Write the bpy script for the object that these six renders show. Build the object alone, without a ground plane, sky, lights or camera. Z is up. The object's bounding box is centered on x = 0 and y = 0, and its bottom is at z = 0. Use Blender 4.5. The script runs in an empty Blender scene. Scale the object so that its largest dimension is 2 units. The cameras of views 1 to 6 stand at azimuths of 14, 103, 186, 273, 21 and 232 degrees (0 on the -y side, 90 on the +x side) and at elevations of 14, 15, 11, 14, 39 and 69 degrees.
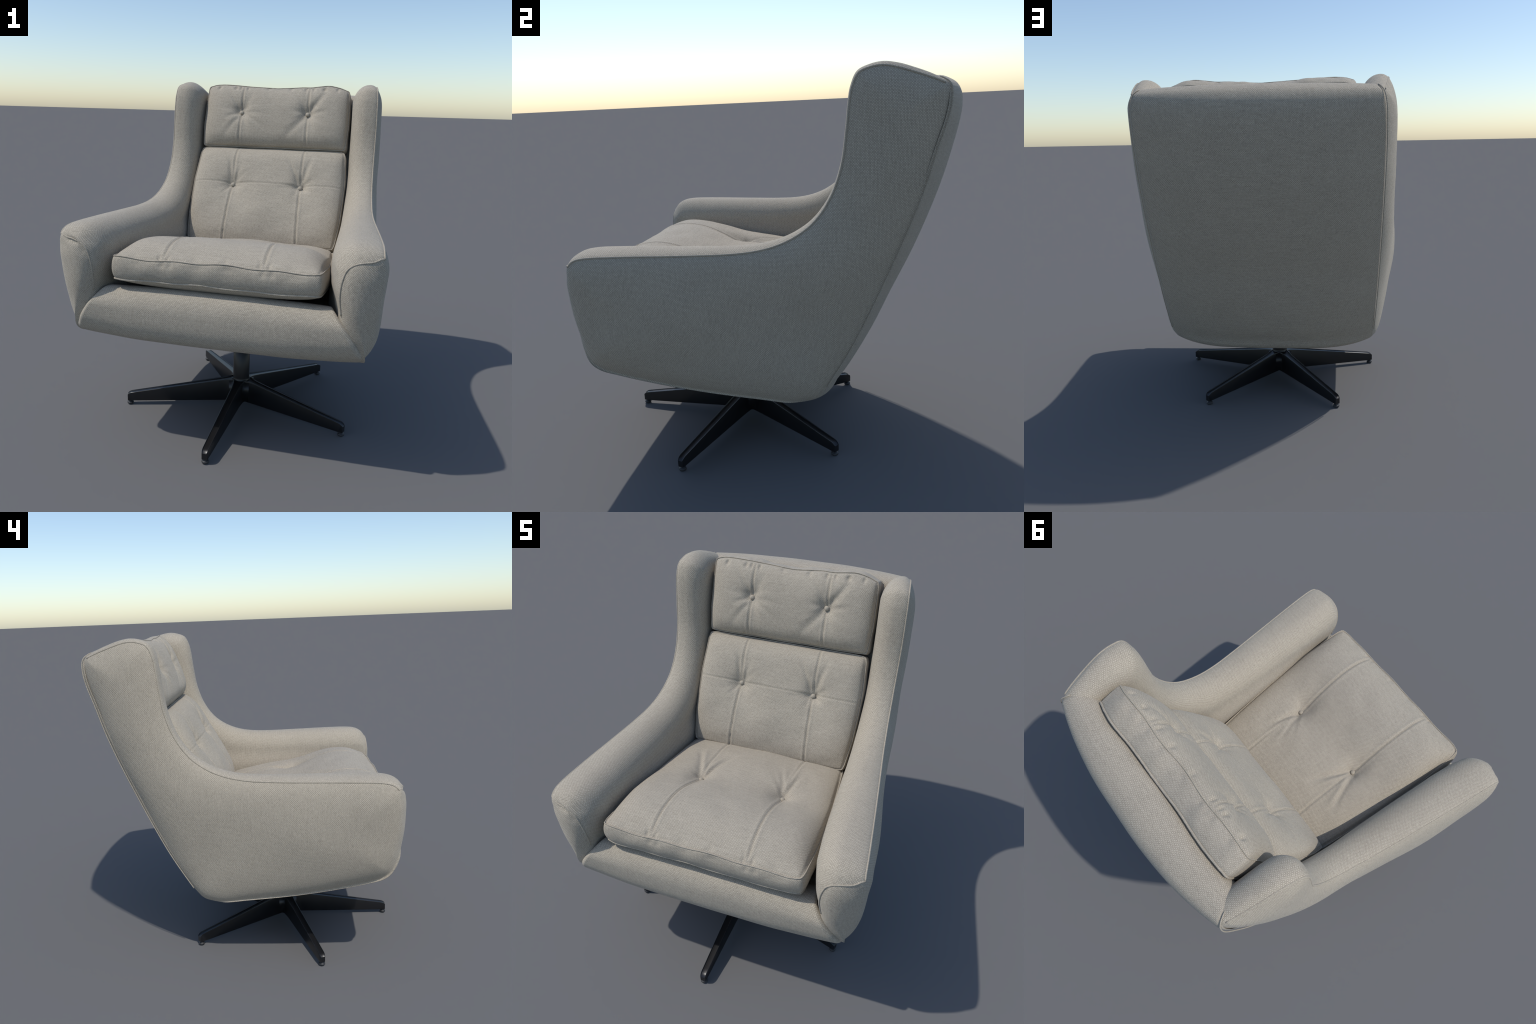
"""Mid-century swivel wing armchair: linen-upholstered shell, three loose
tufted cushions, black five-star swivel base."""
import bpy, bmesh, math, random
import numpy as np
from mathutils import Vector, Matrix
from mathutils.geometry import delaunay_2d_cdt
from mathutils.bvhtree import BVHTree

rng = np.random.default_rng(7)

# ------------------------------------------------------------------ helpers
SWIVEL = 0.015                      # the shell is turned ~1 degree on its column


def swivel(p):
    """turn upholstery coordinates a touch about the vertical axis"""
    p = np.asarray(p, float).copy()
    x, y = p[..., 0].copy(), p[..., 1].copy()
    c, s = math.cos(SWIVEL), math.sin(SWIVEL)
    p[..., 0] = c * x - s * (y + 0.5)
    p[..., 1] = s * x + c * (y + 0.5) - 0.5
    return p


def catmull(points, step, closed=False, alpha=0.5):
    """centripetal Catmull-Rom through control rows (any number of columns);
    the first `2` columns set the parameter length"""
    P = np.asarray(points, float)
    n = len(P)
    out = []
    segs = n if closed else n - 1
    for i in range(segs):
        if closed:
            q = [P[(i + k - 1) % n] for k in range(4)]
        else:
            q = [P[max(i - 1, 0)], P[i], P[i + 1], P[min(i + 2, n - 1)]]
            if i == 0:
                q[0] = 2 * q[1] - q[2]
            if i == n - 2:
                q[3] = 2 * q[2] - q[1]
        t = [0.0]
        for k in range(3):
            t.append(t[-1] + max(np.linalg.norm(q[k + 1][:2] - q[k][:2]), 1e-4) ** alpha)
        m = max(2, int(round(np.linalg.norm(q[2][:2] - q[1][:2]) / step)))
        for s in np.linspace(t[1], t[2], m, endpoint=False):
            a1 = (t[1] - s) / (t[1] - t[0]) * q[0] + (s - t[0]) / (t[1] - t[0]) * q[1]
            a2 = (t[2] - s) / (t[2] - t[1]) * q[1] + (s - t[1]) / (t[2] - t[1]) * q[2]
            a3 = (t[3] - s) / (t[3] - t[2]) * q[2] + (s - t[2]) / (t[3] - t[2]) * q[3]
            b1 = (t[2] - s) / (t[2] - t[0]) * a1 + (s - t[0]) / (t[2] - t[0]) * a2
            b2 = (t[3] - s) / (t[3] - t[1]) * a2 + (s - t[1]) / (t[3] - t[1]) * a3
            out.append((t[2] - s) / (t[2] - t[1]) * b1 + (s - t[1]) / (t[2] - t[1]) * b2)
    if not closed:
        out.append(P[-1])
    return np.array(out)


def smoothstep(a, b, x):
    t = np.clip((x - a) / (b - a), 0, 1)
    return t * t * (3 - 2 * t)


def wobble(p, scale, seed):
    """cheap smooth 3D noise: a few incommensurate sine waves"""
    r = np.random.default_rng(seed)
    v = np.zeros(p.shape[:-1])
    for k in range(5):
        d = r.normal(size=3)
        d *= scale * (0.6 + 0.3 * k) / np.linalg.norm(d)
        v += np.sin(p @ d + r.uniform(0, 6.28)) / (1 + 0.5 * k)
    return v / 2.4


def vertex_normals(verts, faces):
    n = np.zeros_like(verts)
    for f in faces:
        p = verts[list(f)]
        c = np.cross(p[1] - p[0], p[2] - p[0])
        if len(f) == 4:
            c = c + np.cross(p[2] - p[0], p[3] - p[0])
        for i in f:
            n[i] += c
    return n / np.maximum(np.linalg.norm(n, axis=1), 1e-12)[:, None]


def make_object(name, verts, faces, material, parent=None, normals=None):
    me = bpy.data.meshes.new(name)
    used = sorted({i for f in faces for i in f})
    remap = {o: i for i, o in enumerate(used)}
    me.from_pydata([tuple(verts[i]) for i in used], [],
                   [tuple(remap[i] for i in f) for f in faces])
    me.update()
    for p in me.polygons:
        p.use_smooth = True
    if normals is not None:
        me.normals_split_custom_set_from_vertices([tuple(normals[i]) for i in used])
    me.materials.append(material)
    ob = bpy.data.objects.new(name, me)
    bpy.context.scene.collection.objects.link(ob)
    if parent is not None:
        ob.parent = parent
    return ob


def tube(name, path, radius, material, parent=None, sides=8, lump=0.0):
    """round welt cord along a polyline, closed at the ends"""
    P = np.asarray(path, float)
    T = np.gradient(P, axis=0)
    T /= np.linalg.norm(T, axis=1)[:, None]
    ref = np.array([0.31, 0.57, 0.76])
    N = np.cross(T, ref)
    N /= np.linalg.norm(N, axis=1)[:, None]
    B = np.cross(T, N)
    verts, faces = [], []
    for i in range(len(P)):
        r = radius * (1 + lump * math.sin(i * 1.7) * math.sin(i * 0.37))
        for k in range(sides):
            a = 2 * math.pi * k / sides
            verts.append(P[i] + r * (math.cos(a) * N[i] + math.sin(a) * B[i]))
    for i in range(len(P) - 1):
        for k in range(sides):
            a, b = i * sides + k, i * sides + (k + 1) % sides
            faces.append((a, b, b + sides, a + sides))
    faces.append(tuple(range(sides))[::-1])
    faces.append(tuple((len(P) - 1) * sides + k for k in range(sides)))
    return make_object(name, np.array(verts), faces, material, parent)


# ---------------------------------------------------------------- materials
def nodes_of(mat):
    mat.use_nodes = True
    nt = mat.node_tree
    nt.nodes.clear()
    out = nt.nodes.new("ShaderNodeOutputMaterial")
    bsdf = nt.nodes.new("ShaderNodeBsdfPrincipled")
    nt.links.new(bsdf.outputs[0], out.inputs[0])
    return nt, bsdf


class Graph:
    def __init__(self, nt):
        self.nt = nt

    def math(self, op, a, b=None, c=None):
        n = self.nt.nodes.new("ShaderNodeMath")
        n.operation = op
        for i, v in enumerate((a, b, c)):
            if v is None:
                continue
            if isinstance(v, (int, float)):
                n.inputs[i].default_value = v
            else:
                self.nt.links.new(v, n.inputs[i])
        return n.outputs[0]

    def noise(self, vec, scale, detail=2.0, rough=0.5):
        n = self.nt.nodes.new("ShaderNodeTexNoise")
        n.inputs["Scale"].default_value = scale
        n.inputs["Detail"].default_value = detail
        n.inputs["Roughness"].default_value = rough
        self.nt.links.new(vec, n.inputs["Vector"])
        return n.outputs["Fac"]

    def scaled(self, vec, s):
        n = self.nt.nodes.new("ShaderNodeMapping")
        n.inputs["Scale"].default_value = s
        self.nt.links.new(vec, n.inputs["Vector"])
        return n.outputs[0]

    def range(self, v, a, b, c, d):
        n = self.nt.nodes.new("ShaderNodeMapRange")
        for i, q in enumerate((a, b, c, d)):
            n.inputs[i + 1].default_value = q
        self.nt.links.new(v, n.inputs[0])
        return n.outputs[0]

    def mix(self, fac, a, b):
        n = self.nt.nodes.new("ShaderNodeMix")
        n.data_type = 'RGBA'
        for sock, v in ((n.inputs[0], fac), (n.inputs[6], a), (n.inputs[7], b)):
            if isinstance(v, tuple):
                sock.default_value = (*v, 1)
            elif isinstance(v, (int, float)):
                sock.default_value = v
            else:
                self.nt.links.new(v, sock)
        return n.outputs[2]


def linen(name, thread, light, dark, bump=0.35, contrast=1.0):
    """plain-weave linen: warp and weft threads in three planar projections
    blended by the surface normal, plus slubs and flecks in the yarn"""
    mat = bpy.data.materials.new(name)
    nt, bsdf = nodes_of(mat)
    g = Graph(nt)
    tc = nt.nodes.new("ShaderNodeTexCoord")
    co = tc.outputs["Object"]
    sep = nt.nodes.new("ShaderNodeSeparateXYZ")
    # threads are never perfectly straight
    drift = nt.nodes.new("ShaderNodeTexNoise")
    drift.inputs["Scale"].default_value = 4.0
    nt.links.new(co, drift.inputs["Vector"])
    mad = nt.nodes.new("ShaderNodeVectorMath")
    mad.operation = 'MULTIPLY_ADD'
    nt.links.new(drift.outputs["Color"], mad.inputs[0])
    mad.inputs[1].default_value = (0.02, 0.02, 0.02)
    nt.links.new(co, mad.inputs[2])
    nt.links.new(mad.outputs[0], sep.inputs[0])
    sn = nt.nodes.new("ShaderNodeSeparateXYZ")
    nt.links.new(tc.outputs["Normal"], sn.inputs[0])
    w = [g.math('POWER', g.math('ABSOLUTE', sn.outputs[i]), 6.0) for i in range(3)]
    tot = g.math('ADD', g.math('ADD', w[0], w[1]), w[2])
    k = math.pi / thread
    s = [g.math('SINE', g.math('MULTIPLY', sep.outputs[i], k)) for i in range(3)]
    a = [g.math('ABSOLUTE', v) for v in s]
    sg = [g.math('SIGN', v) for v in s]

    def weave(i, j):
        over = g.math('GREATER_THAN', g.math('MULTIPLY', sg[i], sg[j]), 0.0)
        # the weft is a shade darker than the warp
        return g.math('ADD', g.math('MULTIPLY', over, g.math('ADD', g.math('MULTIPLY', a[i], .7), .3)),
                      g.math('MULTIPLY', g.math('SUBTRACT', 1.0, over), g.math('MULTIPLY', a[j], .7)))

    acc = None
    for (i, j), ax in (((1, 2), 0), ((0, 2), 1), ((0, 1), 2)):
        t = g.math('MULTIPLY', weave(i, j), w[ax])
        acc = t if acc is None else g.math('ADD', acc, t)
    h = g.math('DIVIDE', acc, g.math('MAXIMUM', tot, 0.0001))
    # slubby yarn: short streaks along each axis
    streak = g.math('ADD', g.noise(g.scaled(co, (60, 420, 420)), 1.0, 1.0),
                    g.noise(g.scaled(co, (420, 420, 60)), 1.0, 1.0))
    streak = g.math('MULTIPLY', streak, 0.5)
    # long faint slubs across the bolt
    slub = g.math('ADD', g.noise(g.scaled(co, (9, 150, 150)), 1.0, 1.0),
                  g.noise(g.scaled(co, (150, 150, 9)), 1.0, 1.0))
    slub = g.math('SUBTRACT', g.math('MULTIPLY', slub, 0.5), 0.5)
    fleck = g.range(g.noise(co, 230.0, 1.0), 0.70, 0.78, 0.0, 1.0)
    cloud = g.noise(co, 7.0, 3.0)
    tone = g.math('ADD', g.math('MULTIPLY', g.math('SUBTRACT', h, 0.55), 0.95 * contrast),
                  g.math('MULTIPLY', g.math('SUBTRACT', streak, 0.5), 1.1 * contrast))
    tone = g.math('ADD', tone, g.math('MULTIPLY', g.math('SUBTRACT', cloud, 0.5), 0.14))
    tone = g.math('ADD', tone, g.math('MULTIPLY', slub, 0.5))
    tone = g.math('SUBTRACT', g.math('ADD', tone, 0.55), g.math('MULTIPLY', fleck, 0.55))
    cl = nt.nodes.new("ShaderNodeClamp")
    nt.links.new(tone, cl.inputs[0])
    col = g.mix(cl.outputs[0], dark, light)
    nt.links.new(col, bsdf.inputs["Base Color"])
    bsdf.inputs["Roughness"].default_value = 0.88
    bsdf.inputs["Specular IOR Level"].default_value = 0.25
    bsdf.inputs["Sheen Weight"].default_value = 0.12
    bsdf.inputs["Sheen Roughness"].default_value = 0.5
    bm = nt.nodes.new("ShaderNodeBump")
    bm.inputs["Strength"].default_value = bump
    bm.inputs["Distance"].default_value = 0.0025
    nt.links.new(g.math('ADD', h, g.math('MULTIPLY', streak, 0.8)), bm.inputs["Height"])
    nt.links.new(bm.outputs[0], bsdf.inputs["Normal"])
    return mat


def black_metal(name, base, rough):
    mat = bpy.data.materials.new(name)
    nt, bsdf = nodes_of(mat)
    g = Graph(nt)
    co = nt.nodes.new("ShaderNodeTexCoord").outputs["Object"]
    n = g.noise(co, 26.0, 4.0, 0.6)
    nt.links.new(g.range(n, 0.3, 0.7, rough - 0.008, rough + 0.008), bsdf.inputs["Roughness"])
    nt.links.new(g.mix(n, tuple(b * 0.97 for b in base), tuple(b * 1.03 for b in base)),
                 bsdf.inputs["Base Color"])
    bsdf.inputs["Metallic"].default_value = 0.0
    bsdf.inputs["Specular IOR Level"].default_value = 0.42
    return mat


LIGHT, DARK = (0.537, 0.475, 0.378), (0.180, 0.155, 0.118)
FABRIC = linen("beige_linen", 0.0054, LIGHT, DARK, 0.45, 1.15)
CUSHION = linen("beige_linen_fine", 0.0051, LIGHT, DARK, 0.4, 1.0)
WELT = linen("beige_linen_welt", 0.0045, LIGHT, DARK, 0.3, 0.7)
BLACK = black_metal("black_satin_metal", (0.010, 0.010, 0.011), 0.33)
RUBBER = black_metal("dark_grey_rubber", (0.03, 0.03, 0.031), 0.5)

# ------------------------------------------------------------- the top level
chair = bpy.data.objects.new("swivel_armchair", None)
chair.empty_display_size = 0.3
bpy.context.scene.collection.objects.link(chair)
chair["label"] = "beige linen wing armchair with button cushions on black swivel base"
chair["category"] = "armchair"

# ---------------------------------------------------------- armrest + wing
# side silhouette (y, z) of one side, counter-clockwise seen from +x, with the
# half width of its crest (x), the inset over which the outer and the inner
# face roll over that crest (ro, ri)
OUTLINE = [
    # y,     z,    crest_x, ro,   ri
    (-0.834, 0.650, 0.776, 0.040, 0.030),
    (-0.866, 0.720, 0.764, 0.052, 0.040),
    (-0.888, 0.800, 0.738, 0.066, 0.045),
    (-0.909, 0.900, 0.712, 0.072, 0.045),
    (-0.915, 1.000, 0.704, 0.072, 0.045),
    (-0.913, 1.070, 0.708, 0.068, 0.050),
    (-0.903, 1.120, 0.712, 0.065, 0.065),
    (-0.887, 1.155, 0.718, 0.036, 0.090),
    (-0.863, 1.187, 0.716, 0.028, 0.110),
    (-0.825, 1.209, 0.712, 0.025, 0.125),
    (-0.770, 1.220, 0.708, 0.025, 0.130),
    (-0.600, 1.224, 0.700, 0.025, 0.130),
    (-0.350, 1.222, 0.688, 0.024, 0.130),
    (-0.120, 1.222, 0.672, 0.022, 0.130),
    (0.000, 1.229, 0.664, 0.020, 0.130),
    (0.100, 1.249, 0.656, 0.018, 0.130),
    (0.195, 1.289, 0.650, 0.016, 0.130),
    (0.279, 1.352, 0.645, 0.014, 0.125),
    (0.352, 1.455, 0.640, 0.012, 0.120),
    (0.399, 1.587, 0.636, 0.012, 0.115),
    (0.419, 1.720, 0.634, 0.012, 0.110),
    (0.433, 1.850, 0.632, 0.012, 0.110),
    (0.444, 1.908, 0.632, 0.013, 0.115),
    (0.472, 1.966, 0.632, 0.014, 0.120),
    (0.525, 1.990, 0.632, 0.016, 0.125),
    (0.580, 1.998, 0.630, 0.018, 0.125),
    (0.643, 1.988, 0.626, 0.020, 0.120),
    (0.705, 1.968, 0.618, 0.020, 0.110),
    (0.765, 1.945, 0.610, 0.018, 0.095),
    (0.812, 1.922, 0.605, 0.014, 0.070),
    (0.840, 1.902, 0.610, 0.010, 0.040),
    (0.852, 1.870, 0.620, 0.008, 0.030),
    (0.851, 1.820, 0.630, 0.008, 0.030),
    (0.838, 1.755, 0.636, 0.008, 0.030),
    (0.800, 1.635, 0.640, 0.008, 0.030),
    (0.753, 1.475, 0.640, 0.008, 0.030),
    (0.691, 1.305, 0.638, 0.008, 0.030),
    (0.613, 1.120, 0.636, 0.008, 0.030),
    (0.533, 0.930, 0.633, 0.008, 0.030),
    (0.445, 0.740, 0.630, 0.010, 0.030),
    (0.345, 0.560, 0.625, 0.014, 0.030),
    (0.300, 0.487, 0.622, 0.022, 0.030),
    (0.258, 0.447, 0.622, 0.030, 0.030),
    (0.205, 0.429, 0.628, 0.036, 0.030),
    (0.140, 0.425, 0.648, 0.026, 0.030),
    (0.000, 0.444, 0.668, 0.026, 0.030),
    (-0.270, 0.482, 0.698, 0.026, 0.030),
    (-0.500, 0.528, 0.728, 0.026, 0.030),
    (-0.700, 0.579, 0.755, 0.026, 0.030),
    (-0.788, 0.611, 0.772, 0.028, 0.030),
]
# half width of the outer panel where its seams run (y, z, x)
SEAM_WIDTH = [
    (.83, 1.91, .628), (.63, 1.975, .672), (.45, 1.89, .692), (.435, 1.73, .696),
    (.415, 1.56, .699), (.35, 1.42, .702), (.25, 1.31, .703), (.12, 1.24, .714),
    (-.05, 1.20, .736), (-.30, 1.197, .765), (-.53, 1.197, .790), (-.70, 1.195, .807),
    (-.85, 1.16, .820), (.83, 1.80, .645), (.79, 1.62, .651), (.72, 1.40, .651),
    (.61, 1.10, .647), (.50, .83, .643), (.36, .57, .640), (.29, .47, .637),
    (.14, .42, .655), (0, .443, .672), (-.27, .482, .695), (-.50, .53, .722),
    (-.70, .578, .748), (-.83, .64, .773),
]
_s = np.array(SEAM_WIDTH)


def _basis(y, z):
    y, z = np.asarray(y, float), np.asarray(z, float) - 1.2
    return np.stack([np.ones_like(y), y, z, y * y, y * z, z * z, y * z * z, y * y * z, z ** 3], -1)


_coef = np.linalg.lstsq(_basis(_s[:, 0], _s[:, 1]), _s[:, 2], rcond=None)[0]
BULGE = 0.068


def outer_width(y, z, d):
    fill = (1 - .30 * smoothstep(-.1, .35, y) * smoothstep(1.15, .7, z)
            + .17 * smoothstep(-.05, -.5, y) * smoothstep(.95, .75, z)
            + .26 * np.exp(-((y + .38) / .24) ** 2 - ((z - .90) / .17) ** 2)
            + .03 * smoothstep(.8, 1.0, z) * smoothstep(.2, -.2, y)
            - .16 * smoothstep(.2, .5, y) * smoothstep(1.15, 1.4, z))
    return _basis(y, z) @ _coef - 0.006 + BULGE * fill * (1 - np.exp(-np.maximum(d - 0.008, 0) / 0.078))


def inner_width(y, z):
    w = np.interp(y, [-.92, -.84, -.75, -.6, -.3, 0, .2, .45, .6, .85],
                  [.645, .608, .582, .566, .552, .538, .532, .530, .524, .518])
    w = w - .022 * smoothstep(1.10, .98, z) * smoothstep(-.7, -.4, y) * smoothstep(.5, .3, y)
    return w + 0.03 * smoothstep(1.02, 0.85, z) * smoothstep(-.3, -.8, y)


outline = catmull(OUTLINE, 0.012, closed=True)
O2 = outline[:, :2]
seg_a, seg_b = O2, np.roll(O2, -1, axis=0)
attr_a, attr_b = outline[:, 2:], np.roll(outline[:, 2:], -1, axis=0)


def nearest(p):
    """distance to the silhouette and the crest attributes there"""
    p = np.atleast_2d(p)
    d_out, a_out = [], []
    ab = seg_b - seg_a
    l2 = (ab ** 2).sum(1)
    for chunk in np.array_split(p, max(1, len(p) // 800)):
        ap = chunk[:, None, :] - seg_a[None]
        t = np.clip((ap * ab[None]).sum(2) / l2, 0, 1)
        dd = np.linalg.norm(ap - t[..., None] * ab[None], axis=2)
        i = dd.argmin(1)
        r = np.arange(len(chunk))
        tt = t[r, i][:, None]
        d_out.append(dd[r, i])
        a_out.append(attr_a[i] * (1 - tt) + attr_b[i] * tt)
    return np.concatenate(d_out), np.concatenate(a_out)


def roll(t):
    t = np.clip(t, 0, 1)
    return np.sqrt(np.maximum(1 - (1 - t) ** 2, 0))


def inside(p):
    x, y = p[:, 0][:, None], p[:, 1][:, None]
    ya, yb = seg_a[:, 1][None], seg_b[:, 1][None]
    xa, xb = seg_a[:, 0][None], seg_b[:, 0][None]
    hit = ((ya > y) != (yb > y)) & (x < (xb - xa) * (y - ya) / (yb - ya + 1e-15) + xa)
    return hit.sum(1) % 2 == 1


tangent = np.roll(O2, -1, axis=0) - np.roll(O2, 1, axis=0)
tangent /= np.linalg.norm(tangent, axis=1)[:, None]
area = 0.5 * np.sum(seg_a[:, 0] * seg_b[:, 1] - seg_b[:, 0] * seg_a[:, 1])
inward = np.stack([-tangent[:, 1], tangent[:, 0]], 1) * (1 if area > 0 else -1)
RINGS = [.0006, .002, .0045, .008, .012, .016, .0205, .025, .0295, .036, .045, .056,
         .07, .085, .102, .12, .14]
pts = [O2]
for d in RINGS:
    ring = O2 + inward * d
    dist, _ = nearest(ring)
    ok = (dist > d * 0.97) & inside(ring)
    if d > .06:
        ok &= (np.arange(len(ring)) % 2 == 0)
    pts.append(ring[ok])
gy, gz = np.meshgrid(np.arange(-.9, .9, .022), np.arange(.4, 2.0, .022))
grid = np.stack([gy.ravel(), gz.ravel()], 1)
grid = grid[inside(grid)]
grid = grid[nearest(grid)[0] > .152]
pts.append(grid)
P2 = np.concatenate(pts)
n_edge = len(O2)
_res = delaunay_2d_cdt([Vector(p) for p in P2], [(i, (i + 1) % n_edge) for i in range(n_edge)],
                       [], 1, 1e-6)
V2 = np.array([tuple(v) for v in _res[0]])
F2 = [tuple(f) for f in _res[2]]
D2, A2 = nearest(V2)
rim = D2 < 1e-5


def side_solid(sign):
    y, z = V2[:, 0], V2[:, 1]
    crest, ro, ri = A2[:, 0], A2[:, 1], A2[:, 2]
    wo = outer_width(y, z, D2)
    xo = crest + (wo - crest) * roll(D2 / ro)
    wi = np.minimum(inner_width(y, z), crest - 0.02)
    xi = crest - (crest - wi) * roll(D2 / ri)
    q = np.stack([y * 0, y, z], 1) + sign * 3.1
    soft = 0.004 * smoothstep(0.02, .15, D2)
    xo = xo + soft * wobble(q, 9.0, 3)
    xi = xi + soft * wobble(q, 11.0, 4)
    outer = np.stack([sign * xo, y, z], 1)
    inner = np.stack([sign * xi, y, z], 1)
    n = len(V2)
    index = np.where(rim, np.arange(n), np.arange(n) + n)
    verts = np.concatenate([outer, inner])
    if sign < 0:
        # gathered folds at the front corner of this armrest
        for (ay, az, ax), (by, bz, bx), amp in (
                ((-.88, 1.150, -.790), (-.905, 1.125, -.700), -.017),
                ((-.885, 1.162, -.760), (-.905, 1.138, -.690), .011),
                ((-.90, 1.120, -.712), (-.905, 1.065, -.668), -.010)):
            a3, b3 = np.array((ax, ay, az)), np.array((bx, by, bz))
            ab3 = b3 - a3
            t = np.clip(((verts - a3) @ ab3) / (ab3 @ ab3), 0, 1)
            dd = np.linalg.norm(verts - a3 - t[:, None] * ab3, axis=1)
            verts[:, 1] -= amp * np.exp(-(dd / .011) ** 2) * np.sin(np.pi * np.clip(t, .08, .92))
    verts = swivel(verts)
    fo = [f if sign > 0 else f[::-1] for f in F2]
    fi = [tuple(index[i] for i in (f[::-1] if sign > 0 else f)) for f in F2]
    normals = vertex_normals(verts, fo + fi)
    # outer panel = everything beyond the seam; cover = the roll and the inside
    seam = lambda f: min(D2[i] - A2[i, 1] for i in f) > -0.004 or np.mean(V2[list(f), 0]) < -.80 \
        and np.mean(V2[list(f), 1]) < 1.13
    panel = [f for f, g in zip(fo, F2) if seam(g)]
    cover = [f for f, g in zip(fo, F2) if not seam(g)] + fi
    make_object("outer_side_panel", verts, panel, FABRIC, chair, normals)
    make_object("armrest", verts, cover, FABRIC, chair, normals)
    return BVHTree.FromPolygons([tuple(v) for v in verts], fo + fi)


def side_point(i, sign, extra=0.0):
    """point on the seam between outer panel and roll at outline sample i"""
    p = O2[i] + inward[i] * (attr_a[i, 1] * 0.96)
    d, a = nearest(p)
    w = outer_width(p[0], p[1], d[0])
    return np.array([sign * (w + extra), p[0], p[1]])


SIDES = {+1: side_solid(+1), -1: side_solid(-1)}


def snap(points, bvh, lift):
    out = []
    for p in points:
        loc, nor, _, _ = bvh.find_nearest(Vector(p))
        out.append(np.array(loc) + np.array(nor) * lift)
    return np.array(out)


# welt from the back corner over the wing, along the arm, round its front
i_top = [i for i in range(n_edge)
         if O2[i, 1] > 1.165 and (O2[i, 0] < .835 or O2[i, 1] > 1.905)
         and not (O2[i, 0] > .5 and O2[i, 1] < 1.9)]
for sign in (1, -1):
    path = [side_point(i, sign) for i in i_top][::-1]
    front = catmull([(-.845, 1.162, .818), (-.875, 1.146, .790), (-.888, 1.143, .755),
                     (-.893, 1.138, .715), (-.896, 1.115, .675), (-.893, 1.060, .652),
                     (-.886, .990, .643), (-.876, .920, .642), (-.868, .872, .648)], .01)
    front = np.stack([sign * front[:, 2], front[:, 0], front[:, 1]], 1)
    whole = np.concatenate([swivel(np.array(path)), swivel(front)])
    whole = snap(whole, SIDES[sign], 0.0012 if sign > 0 else -0.0004)
    for _ in range(2):
        whole[1:-1] = .25 * whole[:-2] + .5 * whole[1:-1] + .25 * whole[2:]
    tube("piping", whole, 0.0046, WELT, chair, lump=.06)

# ------------------------------------------------------ rail, base and back
# one closed profile lofted across the width: (y, z) on the centre line,
# (y, z) at the side seam, half width there
SECTION = [
    # mid y   z       edge y   z      half width, flatness across
    (-0.640, 0.800, -0.640, 0.800, 0.600, 3.0),
    (-0.710, 0.856, -0.700, 0.850, 0.600, 3.0),
    (-0.775, 0.892, -0.770, 0.880, 0.606, 3.0),
    (-0.828, 0.893, -0.826, 0.884, 0.618, 3.0),
    (-0.868, 0.864, -0.862, 0.860, 0.640, 3.0),
    (-0.892, 0.816, -0.895, 0.822, 0.668, 3.0),
    (-0.899, 0.755, -0.900, 0.775, 0.700, 3.0),
    (-0.896, 0.698, -0.894, 0.727, 0.728, 3.0),
    (-0.882, 0.652, -0.874, 0.683, 0.748, 3.0),
    (-0.856, 0.618, -0.847, 0.650, 0.766, 3.0),
    (-0.815, 0.594, -0.800, 0.618, 0.764, 3.0),
    (-0.700, 0.552, -0.700, 0.582, 0.742, 3.0),
    (-0.500, 0.500, -0.500, 0.534, 0.716, 3.0),
    (-0.250, 0.440, -0.270, 0.486, 0.688, 3.0),
    (0.000, 0.385, 0.000, 0.446, 0.664, 3.2),
    (0.150, 0.360, 0.140, 0.426, 0.648, 3.6),
    (0.255, 0.362, 0.210, 0.431, 0.636, 4.0),
    (0.335, 0.392, 0.260, 0.449, 0.632, 4.0),
    (0.370, 0.448, 0.302, 0.488, 0.630, 3.3),
    (0.432, 0.528, 0.347, 0.560, 0.633, 3.0),
    (0.540, 0.725, 0.447, 0.740, 0.638, 2.9),
    (0.632, 0.924, 0.536, 0.930, 0.642, 2.9),
    (0.727, 1.120, 0.618, 1.120, 0.645, 3.1),
    (0.806, 1.310, 0.694, 1.305, 0.647, 3.0),
    (0.867, 1.480, 0.756, 1.475, 0.648, 2.9),
    (0.912, 1.640, 0.803, 1.635, 0.648, 2.8),
    (0.938, 1.760, 0.841, 1.755, 0.644, 2.7),
    (0.943, 1.818, 0.854, 1.820, 0.640, 2.6),
    (0.937, 1.863, 0.856, 1.866, 0.633, 2.6),
    (0.914, 1.903, 0.849, 1.896, 0.624, 2.6),
    (0.872, 1.930, 0.832, 1.914, 0.612, 2.4),
    (0.828, 1.940, 0.806, 1.927, 0.598, 3.0),
    (0.780, 1.937, 0.772, 1.926, 0.585, 3.0),
    (0.738, 1.920, 0.735, 1.912, 0.570, 3.0),
    (0.714, 1.880, 0.714, 1.878, 0.560, 3.0),
    (0.670, 1.700, 0.670, 1.700, 0.560, 3.0),
    (0.470, 1.250, 0.470, 1.250, 0.570, 3.0),
    (0.290, 0.860, 0.290, 0.860, 0.590, 3.0),
    (0.200, 0.810, 0.200, 0.810, 0.600, 3.0),
    (-0.200, 0.790, -0.200, 0.790, 0.600, 3.0),
    (-0.560, 0.780, -0.560, 0.780, 0.600, 3.0),
]
section = catmull(SECTION, 0.014, closed=True)
sec_mid, sec_edge, sec_hw = section[:, 0:2], section[:, 2:4], section[:, 4]
_t = np.roll(sec_mid, -1, 0) - np.roll(sec_mid, 1, 0)
_t /= np.linalg.norm(_t, axis=1)[:, None]
sec_out = np.stack([_t[:, 1], -_t[:, 0]], 1)
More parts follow.
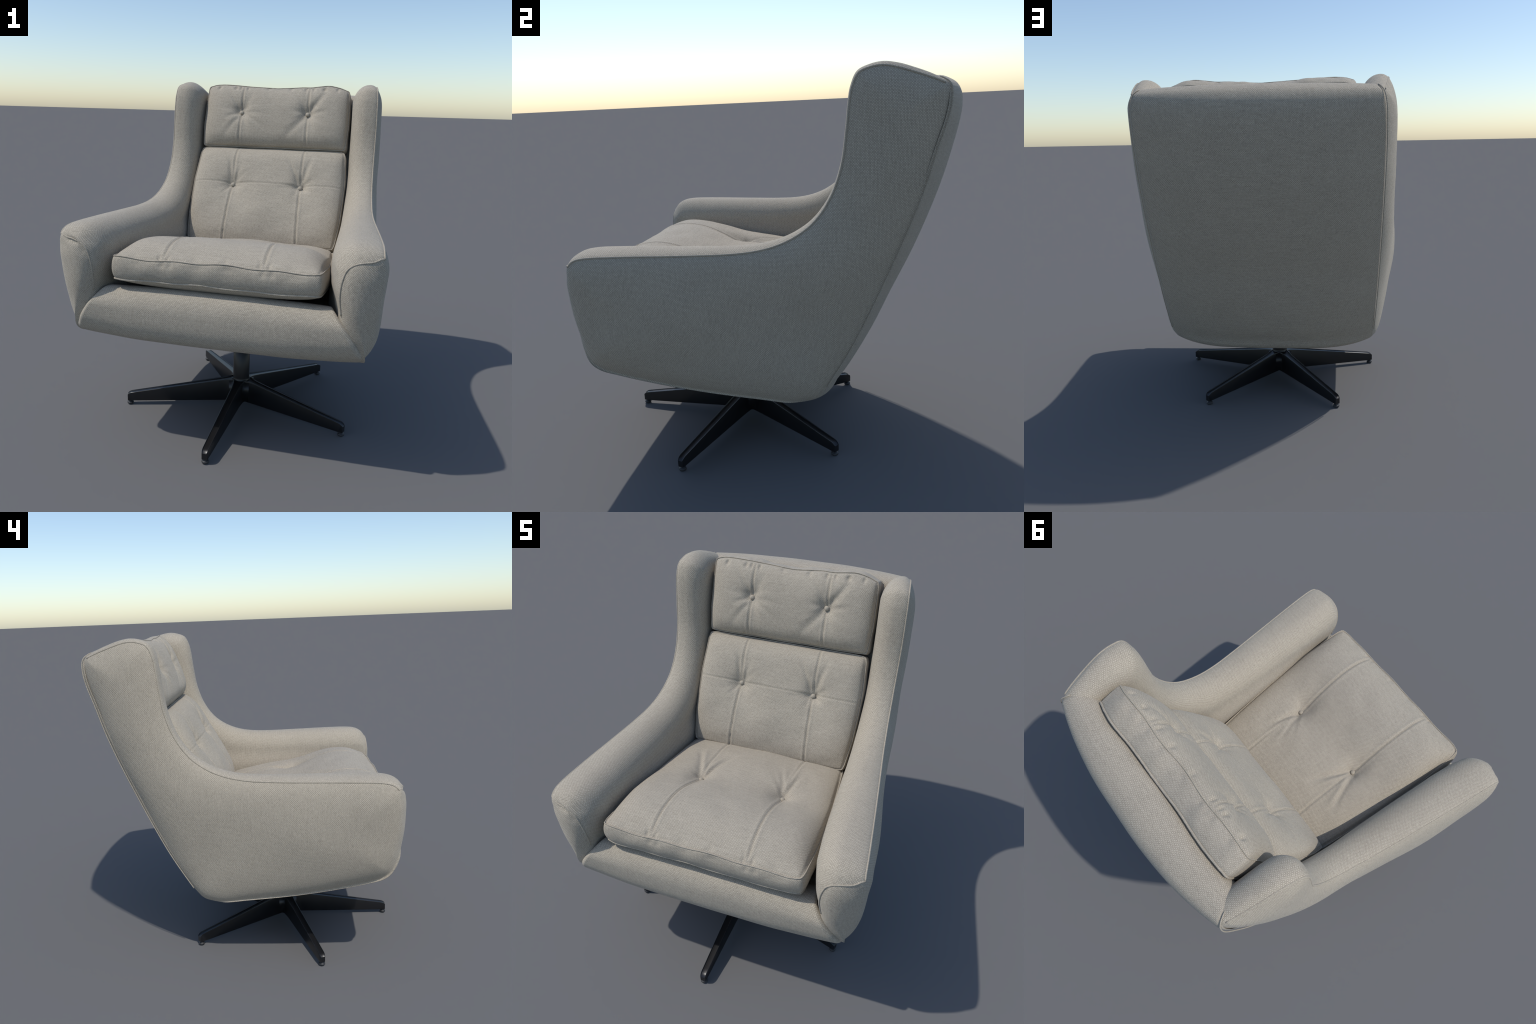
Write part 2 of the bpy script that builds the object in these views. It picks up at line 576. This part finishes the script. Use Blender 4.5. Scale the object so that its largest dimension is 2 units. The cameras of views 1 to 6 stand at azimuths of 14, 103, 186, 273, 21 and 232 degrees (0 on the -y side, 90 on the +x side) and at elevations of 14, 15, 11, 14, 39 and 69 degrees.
_a = 0.5 * np.sum(sec_mid[:, 0] * np.roll(sec_mid[:, 1], -1) - np.roll(sec_mid[:, 0], -1) * sec_mid[:, 1])
if _a < 0:
    sec_out = -sec_out
us = np.concatenate([np.linspace(-.965, .965, 70), [  .970, .975, .980, .985, .990, .994, .997, .999, 1.0]])
us = np.unique(np.concatenate([us, -us]))
rows = []
for u in us:
    k = (1 - abs(u) ** section[:, 5])[:, None]
    yz = sec_edge + (sec_mid - sec_edge) * k
    e = max(abs(u) - .965, 0) / .035
    yz = yz - sec_out * (0.014 + .012 * (sec_mid[:, 0] < -.7))[:, None] * (1 - math.sqrt(max(1 - e * e, 0)))
    rows.append(np.stack([u * sec_hw, yz[:, 0], yz[:, 1]], 1))
trough = np.stack(rows)                                  # (u, v, 3)
q = trough.reshape(-1, 3)
q = q + np.tile(np.stack([sec_hw * 0, sec_out[:, 0], sec_out[:, 1]], 1), (len(us), 1)) \
    * (0.0022 * wobble(q, 13.0, 11))[:, None]
q = swivel(q)
nu, nv = len(us), len(section)
vid = lambda i, j: i * nv + (j % nv)
groups = {"front_rail": [], "seat_base": [], "backrest": [], "seat_deck": []}
for j in range(nv):
    y, z = section[j, 0], section[j, 1]
    if y < -.80 and z < 1 or (y < -.66 and z > .79 and z < 1):
        key = "front_rail"
    elif y > .20:
        key = "backrest"
    elif z < .775:
        key = "seat_base"
    else:
        key = "seat_deck"
    for i in range(nu - 1):
        groups[key].append((vid(i, j), vid(i, j + 1), vid(i + 1, j + 1), vid(i + 1, j)))
all_faces = [f for fs in groups.values() for f in fs]
tn = vertex_normals(q, all_faces)
if np.sum((q - q.mean(0)) * tn) < 0:
    groups = {k: [f[::-1] for f in fs] for k, fs in groups.items()}
    tn = -tn
for key, fs in groups.items():
    make_object(key, q, fs, FABRIC, chair, tn)

# welts down the two back seams and across the roll
for sign in (1, -1):
    sel = [j for j in range(nv) if section[j, 0] > .39 and section[j, 1] > .46
           and not (section[j, 0] < .835 and section[j, 1] > 1.0 and j > nv * .6 and
                    section[j, 1] < 1.9)]
    sel = [j for j in sel if np.dot(sec_out[j], (1, .2)) > .25]
    path = np.array([(sign * (sec_hw[j] + .003), sec_edge[j, 0] + .001, sec_edge[j, 1]) for j in sel])
    tube("piping", swivel(path), 0.0028, WELT, chair, lump=.05)

# ---------------------------------------------------------------- cushions
NA, NB, NT = 150, 130, 14


def pinch(x, y, folds, base):
    """height change from tufting folds: each (x0,y0,x1,y1,amp,width,taper)"""
    h = np.zeros_like(x)
    for x0, y0, x1, y1, amp, width, mode in folds:
        dx, dy = x1 - x0, y1 - y0
        l2 = dx * dx + dy * dy
        t = ((x - x0) * dx + (y - y0) * dy) / l2
        tc = np.clip(t, 0, 1)
        dist = np.hypot(x - x0 - tc * dx, y - y0 - tc * dy)
        if mode == 'fade':            # strong at the start, dies at the end
            s = (1 - tc) ** 1.2 * smoothstep(-.05, .20, t) * 1.15
        elif mode == 'mid':
            s = np.sin(np.pi * np.clip(t, 0, 1)) ** .7
        else:                         # even stitched seam
            s = np.ones_like(t)
        h += amp * s * np.exp(-(dist / width) ** 2)
    return h


def eased(x, xs, ys, soft=.045):
    """interpolate a profile and blur its corners"""
    k = np.linspace(-1, 1, 9)
    w = np.cos(k * math.pi / 2 * .95)
    return sum(wi * np.interp(x + soft * ki, xs, ys) for ki, wi in zip(k, w)) / w.sum()


def cushion(name, frame, half_a, length, thick, crown, folds, buttons, back_crown,
            edge_wave, seed, corner=.014, edge_fall=6.0, welt=.0030, lift=.014, top_line=None, tucks=(), box_lump=.003, puff_out=.013):
    """boxed cushion. local a across, b along, c out of the sat-on face.
    frame(a, b, c) -> world. half_a(b), crown(a, b) are functions."""
    u = np.sin(np.linspace(-1, 1, NA) * math.pi / 2) * .35 + np.linspace(-1, 1, NA) * .65
    v = np.sin(np.linspace(-1, 1, NB) * math.pi / 2) * .35 + np.linspace(-1, 1, NB) * .65
    U, V = np.meshgrid(u, v, indexing='ij')

    def plan(U, V):
        b = (V + 1) / 2 * length
        a = U * half_a(b)
        # slightly rounded corners
        cr = np.clip((np.abs(U) - .86) / .14, 0, 1) ** 2 * np.clip((np.abs(V) - .86) / .14, 0, 1) ** 2
        b = b + (length / 2 - b) * corner * 1.6 * cr
        if top_line is not None:      # uneven far edge
            b = b + top_line(a) * ((V + 1) / 2) ** 5
        return a * (1 - corner * cr), b

    A, B = plan(U, V)
    lat = (1 - np.abs(U) ** edge_fall) * (1 - np.abs(V) ** edge_fall)
    lat = np.clip(lat, 0, 1) ** .62
    edge_band = np.clip(1 - np.maximum(np.abs(U), np.abs(V)), 0, 1)
    C = crown(A, B) * lat
    q = np.stack([A, B, A * 0], -1) + seed
    C += (0.005 * wobble(q, 14.0, seed) + .0025 * wobble(q, 34.0, seed + 1)) * lat
    C += pinch(A, B, folds, None) * np.clip(lat * 1.6, 0, 1)
    for bx, by, depth, reach in buttons:
        r = np.hypot(A - bx, B - by)
        C -= depth * np.exp(-(r / reach)) * np.clip(lat * 2, 0, 1)
    # groove just inside the welt
    C -= 0.007 * np.exp(-((edge_band - .012) / .008) ** 2)
    wave = edge_wave(A, B)
    # little tucks where the cover is gathered into the edge seam
    for ta, tv, amp, width in tucks:
        C -= amp * np.exp(-((A - ta) / width) ** 2 - ((B - ((tv + 1) / 2 * length - tv * .014)) / .016) ** 2) \
            * (1 - np.maximum(np.abs(U), np.abs(V)) ** 60)
    border = np.maximum(np.abs(U), np.abs(V)) ** 30
    C += wave * border
    top = np.stack([A, B, C], -1)
    lat_b = np.clip((1 - np.abs(U) ** 4) * (1 - np.abs(V) ** 4.5), 0, 1) ** .5
    Cb = -thick - back_crown * lat_b
    bot = np.stack([A, B, Cb + .6 * edge_wave(A + .13, B) * border], -1)
    # boxing strip
    loop = [(i, 0) for i in range(NA)] + [(NA - 1, j) for j in range(1, NB)] \
        + [(i, NB - 1) for i in range(NA - 2, -1, -1)] + [(0, j) for j in range(NB - 2, 0, -1)]
    verts = [top.reshape(-1, 3), bot.reshape(-1, 3)]
    n = NA * NB
    ring_ids = [[i * NB + j for i, j in loop]]
    L = np.array([top[i, j] for i, j in loop])
    Lb = np.array([bot[i, j] for i, j in loop])
    cen = np.array([0, length / 2])
    nrm = np.gradient(np.concatenate([L[-2:, :2], L[:, :2], L[:2, :2]]), axis=0)[2:-2]
    nrm = np.stack([nrm[:, 1], -nrm[:, 0]], 1)
    nrm /= np.linalg.norm(nrm, axis=1)[:, None]
    sgn = np.sign(((L[:, :2] - cen) * nrm).sum(1))[:, None]
    nrm *= sgn
    base = 2 * n
    m = len(loop)
    for k in range(1, NT):
        t = k / NT
        p = L * (1 - t) + Lb * t
        puff = puff_out * math.sin(math.pi * t) ** .6
        crease = box_lump * wobble(np.stack([p[:, 0] * 2, p[:, 1] * 2, p[:, 2]], 1), 18, seed + 5)
        # gathers of the edge seam running on into the boxing
        for ta, tv, amp, width in tucks:
            crease = crease - .8 * amp * np.exp(-((p[:, 0] - ta - .02) / (width * 1.6)) ** 2 - ((t - .15) / .14) ** 2) \
                * (np.sign(p[:, 1] - length / 2) == tv)
        p[:, :2] += nrm * (puff + crease * math.sin(math.pi * t))[:, None]
        verts.append(p)
        ring_ids.append([base + i for i in range(m)])
        base += m
    ring_ids.append([n + i * NB + j for i, j in loop])
    faces = []
    for i in range(NA - 1):
        for j in range(NB - 1):
            a = i * NB + j
            faces.append((a, a + NB, a + NB + 1, a + 1))
            faces.append((n + a, n + a + 1, n + a + NB + 1, n + a + NB))
    for r0, r1 in zip(ring_ids, ring_ids[1:]):
        for i in range(m):
            j = (i + 1) % m
            faces.append((r0[i], r1[i], r1[j], r0[j]))
    local = np.concatenate(verts)
    world = swivel(frame(local[:, 0], local[:, 1], local[:, 2]))
    nn = vertex_normals(world, faces)
    if np.sum((world - world.mean(0)) * nn) < 0:
        faces = [f[::-1] for f in faces]
    ob = make_object(name, world, faces, CUSHION, chair)
    # welts round both faces
    for ids, off, rad in ((ring_ids[0], nrm, welt), (ring_ids[-1], nrm, .0056)):
        p = local[ids].copy()
        p[:, :2] += off * .003
        p = np.concatenate([p, p[:1]])
        pts = swivel(frame(p[:, 0], p[:, 1], p[:, 2]))
        keep = [0]
        for i in range(1, len(pts)):
            if np.linalg.norm(pts[i] - pts[keep[-1]]) > .007:
                keep.append(i)
        pts = np.concatenate([pts[keep], pts[:1]])
        tube("piping", pts, rad, WELT, ob, lump=.1)
    # covered buttons
    for bx, by, depth, reach in buttons:
        i, j = np.unravel_index(np.argmin(np.hypot(A - bx, B - by)), A.shape)
        c = C[i, j]
        p0 = swivel(frame(np.array([bx]), np.array([by]), np.array([c + lift])))[0]
        p1 = swivel(frame(np.array([bx]), np.array([by]), np.array([c + lift + .02])))[0]
        axis = Vector(p1 - p0).normalized()
        rot = axis.to_track_quat('Z', 'Y')
        prof = [(0, .0095), (.005, .0090), (.0095, .0070), (.0130, .0040), (.0148, 0),
                (.0140, -.004), (.010, -.010), (0, -.012)]
        vs, fs, S = [], [], 20
        for r, h in prof:
            for k in range(S):
                vs.append(Vector(p0) + rot @ Vector((r * math.cos(2 * math.pi * k / S),
                                                     r * math.sin(2 * math.pi * k / S), h)))
        for a in range(len(prof) - 1):
            for k in range(S):
                b = (k + 1) % S
                fs.append((a * S + k, (a + 1) * S + k, (a + 1) * S + b, a * S + b))
        make_object("button", np.array(vs), fs, WELT, ob)
    return ob


def lean_frame(y0, z0, y1, z1):
    """frame rising from (y0,z0) to (y1,z1); c points forward"""
    d = np.array([y1 - y0, z1 - z0])
    length = np.linalg.norm(d)
    d /= length
    n = np.array([-d[1], d[0]])
    return (lambda a, b, c: np.stack([a, y0 + d[0] * b + n[0] * c, z0 + d[1] * b + n[1] * c], -1)), length


def seam_pair(x, y, x1, y1, amp, w, gap):
    """a stitched seam: a groove with a raised lip on either side"""
    dx, dy = x1 - x, y1 - y
    l = math.hypot(dx, dy)
    ox, oy = -dy / l * gap, dx / l * gap
    return [(x, y, x1, y1, -amp, w, 'even'),
            (x + ox, y + oy, x1 + ox, y1 + oy, amp * .35, w * 1.1, 'even'),
            (x - ox, y - oy, x1 - ox, y1 - oy, amp * .35, w * 1.1, 'even')]


# seat: b runs from the front edge (y=-.84) backwards
def seat_frame(a, b, c):
    tilt = -0.125
    return np.stack([a, -.858 + b - 0.03 * c, 1.062 + tilt * b + c], -1)


def seat_crown(a, b):
    y = -.858 + b
    prof = eased(y, [-.84, -.79, -.72, -.64, -.55, -.45, -.36, -.29, -.15, 0, .12, .24],
                     [1.095, 1.122, 1.138, 1.140, 1.130, 1.106, 1.078, 1.060, 1.040, 1.012, .98, .94])
    prof = prof + .012 * np.exp(-(a / .15) ** 2) * smoothstep(.55, .8, b)
    prof = prof - .010 * np.exp(-((np.abs(a) - .37) / .12) ** 2 - ((b - .42) / .15) ** 2)
    return prof - (1.062 - .125 * b)


SX, SB = .251, .570
seat_folds = []


def rays(x, y, spokes):
    """puckers fanning out of a button: (angle, length, depth, width)"""
    out = []
    for ang, length, depth, width in spokes:
        a = math.radians(ang + rng.uniform(-9, 9))
        length *= rng.uniform(.7, 1.35)
        depth *= rng.uniform(.5, 1.15)
        width *= rng.uniform(.85, 1.35)
        out.append((x, y, x + length * math.cos(a), y + length * math.sin(a), depth, width, 'fade'))
    return out


for s in (-1, 1):
    seat_folds += seam_pair(s * .262, 0, s * SX, SB, .010, .007, .011)
    seat_folds += seam_pair(s * SX, SB, s * .255, 1.05, .006, .007, .011)
    seat_folds += rays(s * SX, SB, [(-90, .26, -.026, .050), (90, .30, -.012, .030),
                                    (109, .30, -.030, .017), (70, .30, -.028, .016), (98, .30, .014, .012),
                                    (81, .30, .014, .012), (130, .17, -.018, .014), (48, .15, -.016, .014),
                                    (160, .13, -.014, .016), (20, .13, -.014, .016), (-150, .10, -.010, .016),
                                    (-30, .10, -.010, .016), (120, .20, .010, .012), (60, .18, .010, .012)])
seat_folds += seam_pair(-.53, SB + .01, .53, SB + .01, .0035, .005, .009)
cushion("seat_cushion", seat_frame,
        lambda b: np.interp(b, [0, .3, .6, .85, 1.06], [.540, .545, .528, .505, .482]),
        1.06, .118, seat_crown, seat_folds,
        [(-SX, SB, .050, .070), (SX, SB, .050, .070)], .062,
        lambda a, b: .008 * np.sin(a * 16 + .6) * np.sin(a * 7 + 1) * (b < .3), 21, edge_fall=7, box_lump=.004, puff_out=.018,
        tucks=[(-.285, -1, .016, .010), (-.240, -1, .014, .008), (.240, -1, .014, .008), (.285, -1, .016, .010),
               (-.10, -1, .008, .025), (.06, -1, .010, .020), (.40, -1, .006, .03), (-.42, -1, .006, .03)])

# back cushion: b runs upwards
bf, bl = lean_frame(.130, .955, .476, 1.552)
BX, BB = .231, .410
back_folds = []
for s in (-1, 1):
    back_folds += seam_pair(s * .250, -.02, s * BX, BB, .010, .006, .010)
    back_folds += seam_pair(s * BX, BB, s * .232, .72, .008, .006, .010)
    back_folds += rays(s * BX, BB, [(90, .22, -.020, .035), (-90, .22, -.020, .040), (112, .20, -.015, .013),
                                    (66, .20, -.017, .014), (100, .16, .009, .010), (80, .16, .009, .010),
                                    (145, .13, -.010, .014), (40, .13, -.012, .014), (180, .15, -.016, .018),
                                    (0, .15, -.016, .018), (-160, .12, -.010, .014), (-20, .12, -.010, .014),
                                    (-125, .10, -.008, .012), (-55, .10, -.008, .012)])
back_folds += seam_pair(-.52, BB + .006, .52, BB + .006, .0038, .005, .009)
cushion("back_cushion", bf,
        lambda b: np.interp(b, [0, .2, .45, bl], [.490, .512, .516, .500]),
        bl, .120,
        lambda a, b: eased(b, [0, .08, .2, .35, .5, .6, bl], [.02, .040, .052, .060, .066, .064, .045])
        + .014 * np.exp(-(a / .12) ** 2 - ((b - .2) / .13) ** 2),
        back_folds, [(-BX, BB, .034, .055), (BX, BB, .034, .055)], .01,
        lambda a, b: .003 * np.sin(a * 17 + 1), 33, edge_fall=9, lift=.017, welt=.0024)

# head cushion
hf, hl = lean_frame(.478, 1.568, .606, 1.968)
HX, HB = .230, .228
head_folds = []
for s in (-1, 1):
    head_folds += seam_pair(s * .235, -.02, s * HX, HB, .008, .006, .010)
    head_folds += seam_pair(s * HX, HB, s * .232, .45, .008, .006, .010)
    head_folds += rays(s * HX, HB, [(a, l * 1.12, d * .74, w * 1.2) for a, l, d, w in [(90, .20, -.020, .024), (-90, .20, -.018, .026), (118, .18, -.018, .014),
                                    (62, .20, -.022, .015), (104, .15, .010, .010), (76, .15, .010, .010),
                                    (145, .15, -.014, .014), (35, .17, -.016, .016), (175, .15, -.018, .016),
                                    (5, .15, -.016, .016), (-155, .16, -.016, .014), (-28, .16, -.014, .014),
                                    (-122, .18, -.014, .014), (-60, .14, -.012, .012), (-140, .18, .009, .012),
                                    (-45, .15, .008, .012), (160, .12, .007, .010), (20, .14, .008, .012)]])
cushion("headrest_cushion", hf,
        lambda b: np.interp(b, [0, .15, .3, hl], [.494, .504, .500, .494]),
        hl, .124,
        lambda a, b: eased(b, [0, .06, .15, .25, .34, hl], [.035, .060, .068, .066, .056, .035]),
        head_folds, [(-HX, HB, .036, .045), (HX, HB, .036, .045)], .008,
        lambda a, b: .004 * np.sin(a * 19 + 2), 47, edge_fall=8, corner=.01, box_lump=.008, lift=.024, welt=.0024,
        top_line=lambda a: eased(a, [-.50, -.44, -.38, -.28, -.18, 0, .175, .24, .36, .43, .49],
                                 [.000, .012, .014, .010, .004, -.008, .006, .004, .019, .006, -.014], .03),
        tucks=[(-.41, 1, .014, .012), (-.29, 1, .012, .010), (-.255, 1, .012, .008), (-.205, 1, .012, .008),
               (-.06, 1, .010, .012), (.10, 1, .014, .012), (.205, 1, .012, .008), (.255, 1, .012, .009),
               (.33, 1, .016, .014), (.42, 1, .010, .010), (-.26, -1, .008, .008), (.21, -1, .008, .008)])

# ------------------------------------------------------------- swivel base
HUB = (-0.004, -0.231)
base = bpy.data.objects.new("swivel_base", None)
bpy.context.scene.collection.objects.link(base)
base.parent = chair


def lathe(name, profile, centre, material, parent, seg=40):
    vs, fs = [], []
    for r, z in profile:
        for k in range(seg):
            a = 2 * math.pi * k / seg
            vs.append((centre[0] + r * math.cos(a), centre[1] + r * math.sin(a), z))
    for i in range(len(profile) - 1):
        for k in range(seg):
            b = (k + 1) % seg
            fs.append((i * seg + k, i * seg + b, (i + 1) * seg + b, (i + 1) * seg + k))
    ob = make_object(name, np.array(vs), fs, material, parent)
    return ob


lathe("column", [(0, .160), (.056, .160), (.056, .168), (.052, .174), (.051, .185), (.051, .52), (0, .52)],
      HUB, BLACK, base)
lathe("hub", [(0, .040), (.040, .040), (.052, .044), (.060, .056), (.066, .10), (.068, .150), (.066, .164),
              (.060, .170), (0, .170)], HUB, BLACK, base)


def leg_mesh():
    """tapered blade: sloping top with a flat strip between two fine ridges,
    level underside, blunt chamfered tip"""
    R1 = 0.7095
    vs, fs = [], []
    stations = [0, .05, .065, .08, .10, .13, .2, .3, .4, .5, .6, .66, .687, .699, .706, .7095]
    for r in stations:
        t = r / R1
        hw = .026 * (1 - t) + .0185 * t
        flare = .030 * max(0, 1 - r / .13) ** 2
        top = .174 + (.078 - .174) * min(max((r - .06) / (.70 - .06), 0), 1)
        if r < .06:
            top = .174
        drop = max(0, (r - .687) / .0225)
        top -= .013 * drop ** 2
        hw -= .0035 * drop ** 3
        bot = .028 + .012 * max(0, 1 - r / .12) ** 1.5 - .003 * t
        w = hw + flare
        half = [(.90, bot), (1.0, bot + .004), (1.0, top - .0045), (.955, top - .001), (.88, top),
                (.80, top - .0006), (.74, top - .0040), (.60, top - .0046)]
        ring = [(-k * w, z) for k, z in half] + [(k * w, z) for k, z in half[::-1]]
        vs += [(r, s, z) for s, z in ring]
    m = 16
    for i in range(len(stations) - 1):
        for k in range(m):
            b = (k + 1) % m
            fs.append((i * m + k, i * m + b, (i + 1) * m + b, (i + 1) * m + k))
    fs.append(tuple(range(m)))
    fs.append(tuple((len(stations) - 1) * m + k for k in range(m))[::-1])
    me = bpy.data.meshes.new("leg")
    me.from_pydata(vs, [], fs)
    bm = bmesh.new()
    bm.from_mesh(me)
    bmesh.ops.recalc_face_normals(bm, faces=bm.faces)
    for e in bm.edges:
        if len(e.link_faces) == 2 and e.calc_face_angle() > math.radians(24):
            e.smooth = False
    for f in bm.faces:
        f.smooth = True
    bm.to_mesh(me)
    bm.free()
    me.materials.append(BLACK)
    return me


leg = leg_mesh()
glide_profile = [(0, 0.0), (.012, 0.0), (.0185, .003), (.0205, .008), (.0190, .013), (.014, .016),
                 (.011, .017), (.011, .034), (0, .034)]
glide = lathe("glide", glide_profile, (0, 0), RUBBER, base, 24).data
bpy.data.objects.remove([o for o in bpy.data.objects if o.name == "glide"][0])
for k in range(5):
    ang = math.radians(-89.6 + 72 * k)
    ob = bpy.data.objects.new("leg", leg)
    ob.location = (HUB[0], HUB[1], 0)
    ob.rotation_euler = (0, 0, ang)
    ob.parent = base
    bpy.context.scene.collection.objects.link(ob)
    gl = bpy.data.objects.new("glide", glide)
    gl.location = (HUB[0] + .694 * math.cos(ang), HUB[1] + .694 * math.sin(ang), 0)
    gl.parent = base
    bpy.context.scene.collection.objects.link(gl)
# rounded webs where neighbouring legs run together
wv, wf, n = [], [], 10
for k in range(5):
    a0, a1 = math.radians(-89.6 + 72 * k), math.radians(-89.6 + 72 * (k + 1))
    mid = (a0 + a1) / 2
    s = len(wv)
    for i in range(n + 1):
        f = -1 + 2 * i / n
        rr = .074 + .030 * f * f
        an = mid + f * math.radians(27)
        for z in (.040 - .010 * f * f, .166 - .004 * f * f):
            wv.append((HUB[0] + rr * math.cos(an), HUB[1] + rr * math.sin(an), z))
    for z in (.042, .168):
        wv.append((HUB[0], HUB[1], z))
    for i in range(n):
        a = s + 2 * i
        wf.append((a, a + 2, a + 3, a + 1))
        wf.append((a + 1, a + 3, s + 2 * n + 3))
        wf.append((a + 2, a, s + 2 * n + 2))
make_object("hub_web", np.array(wv), wf, BLACK, base)
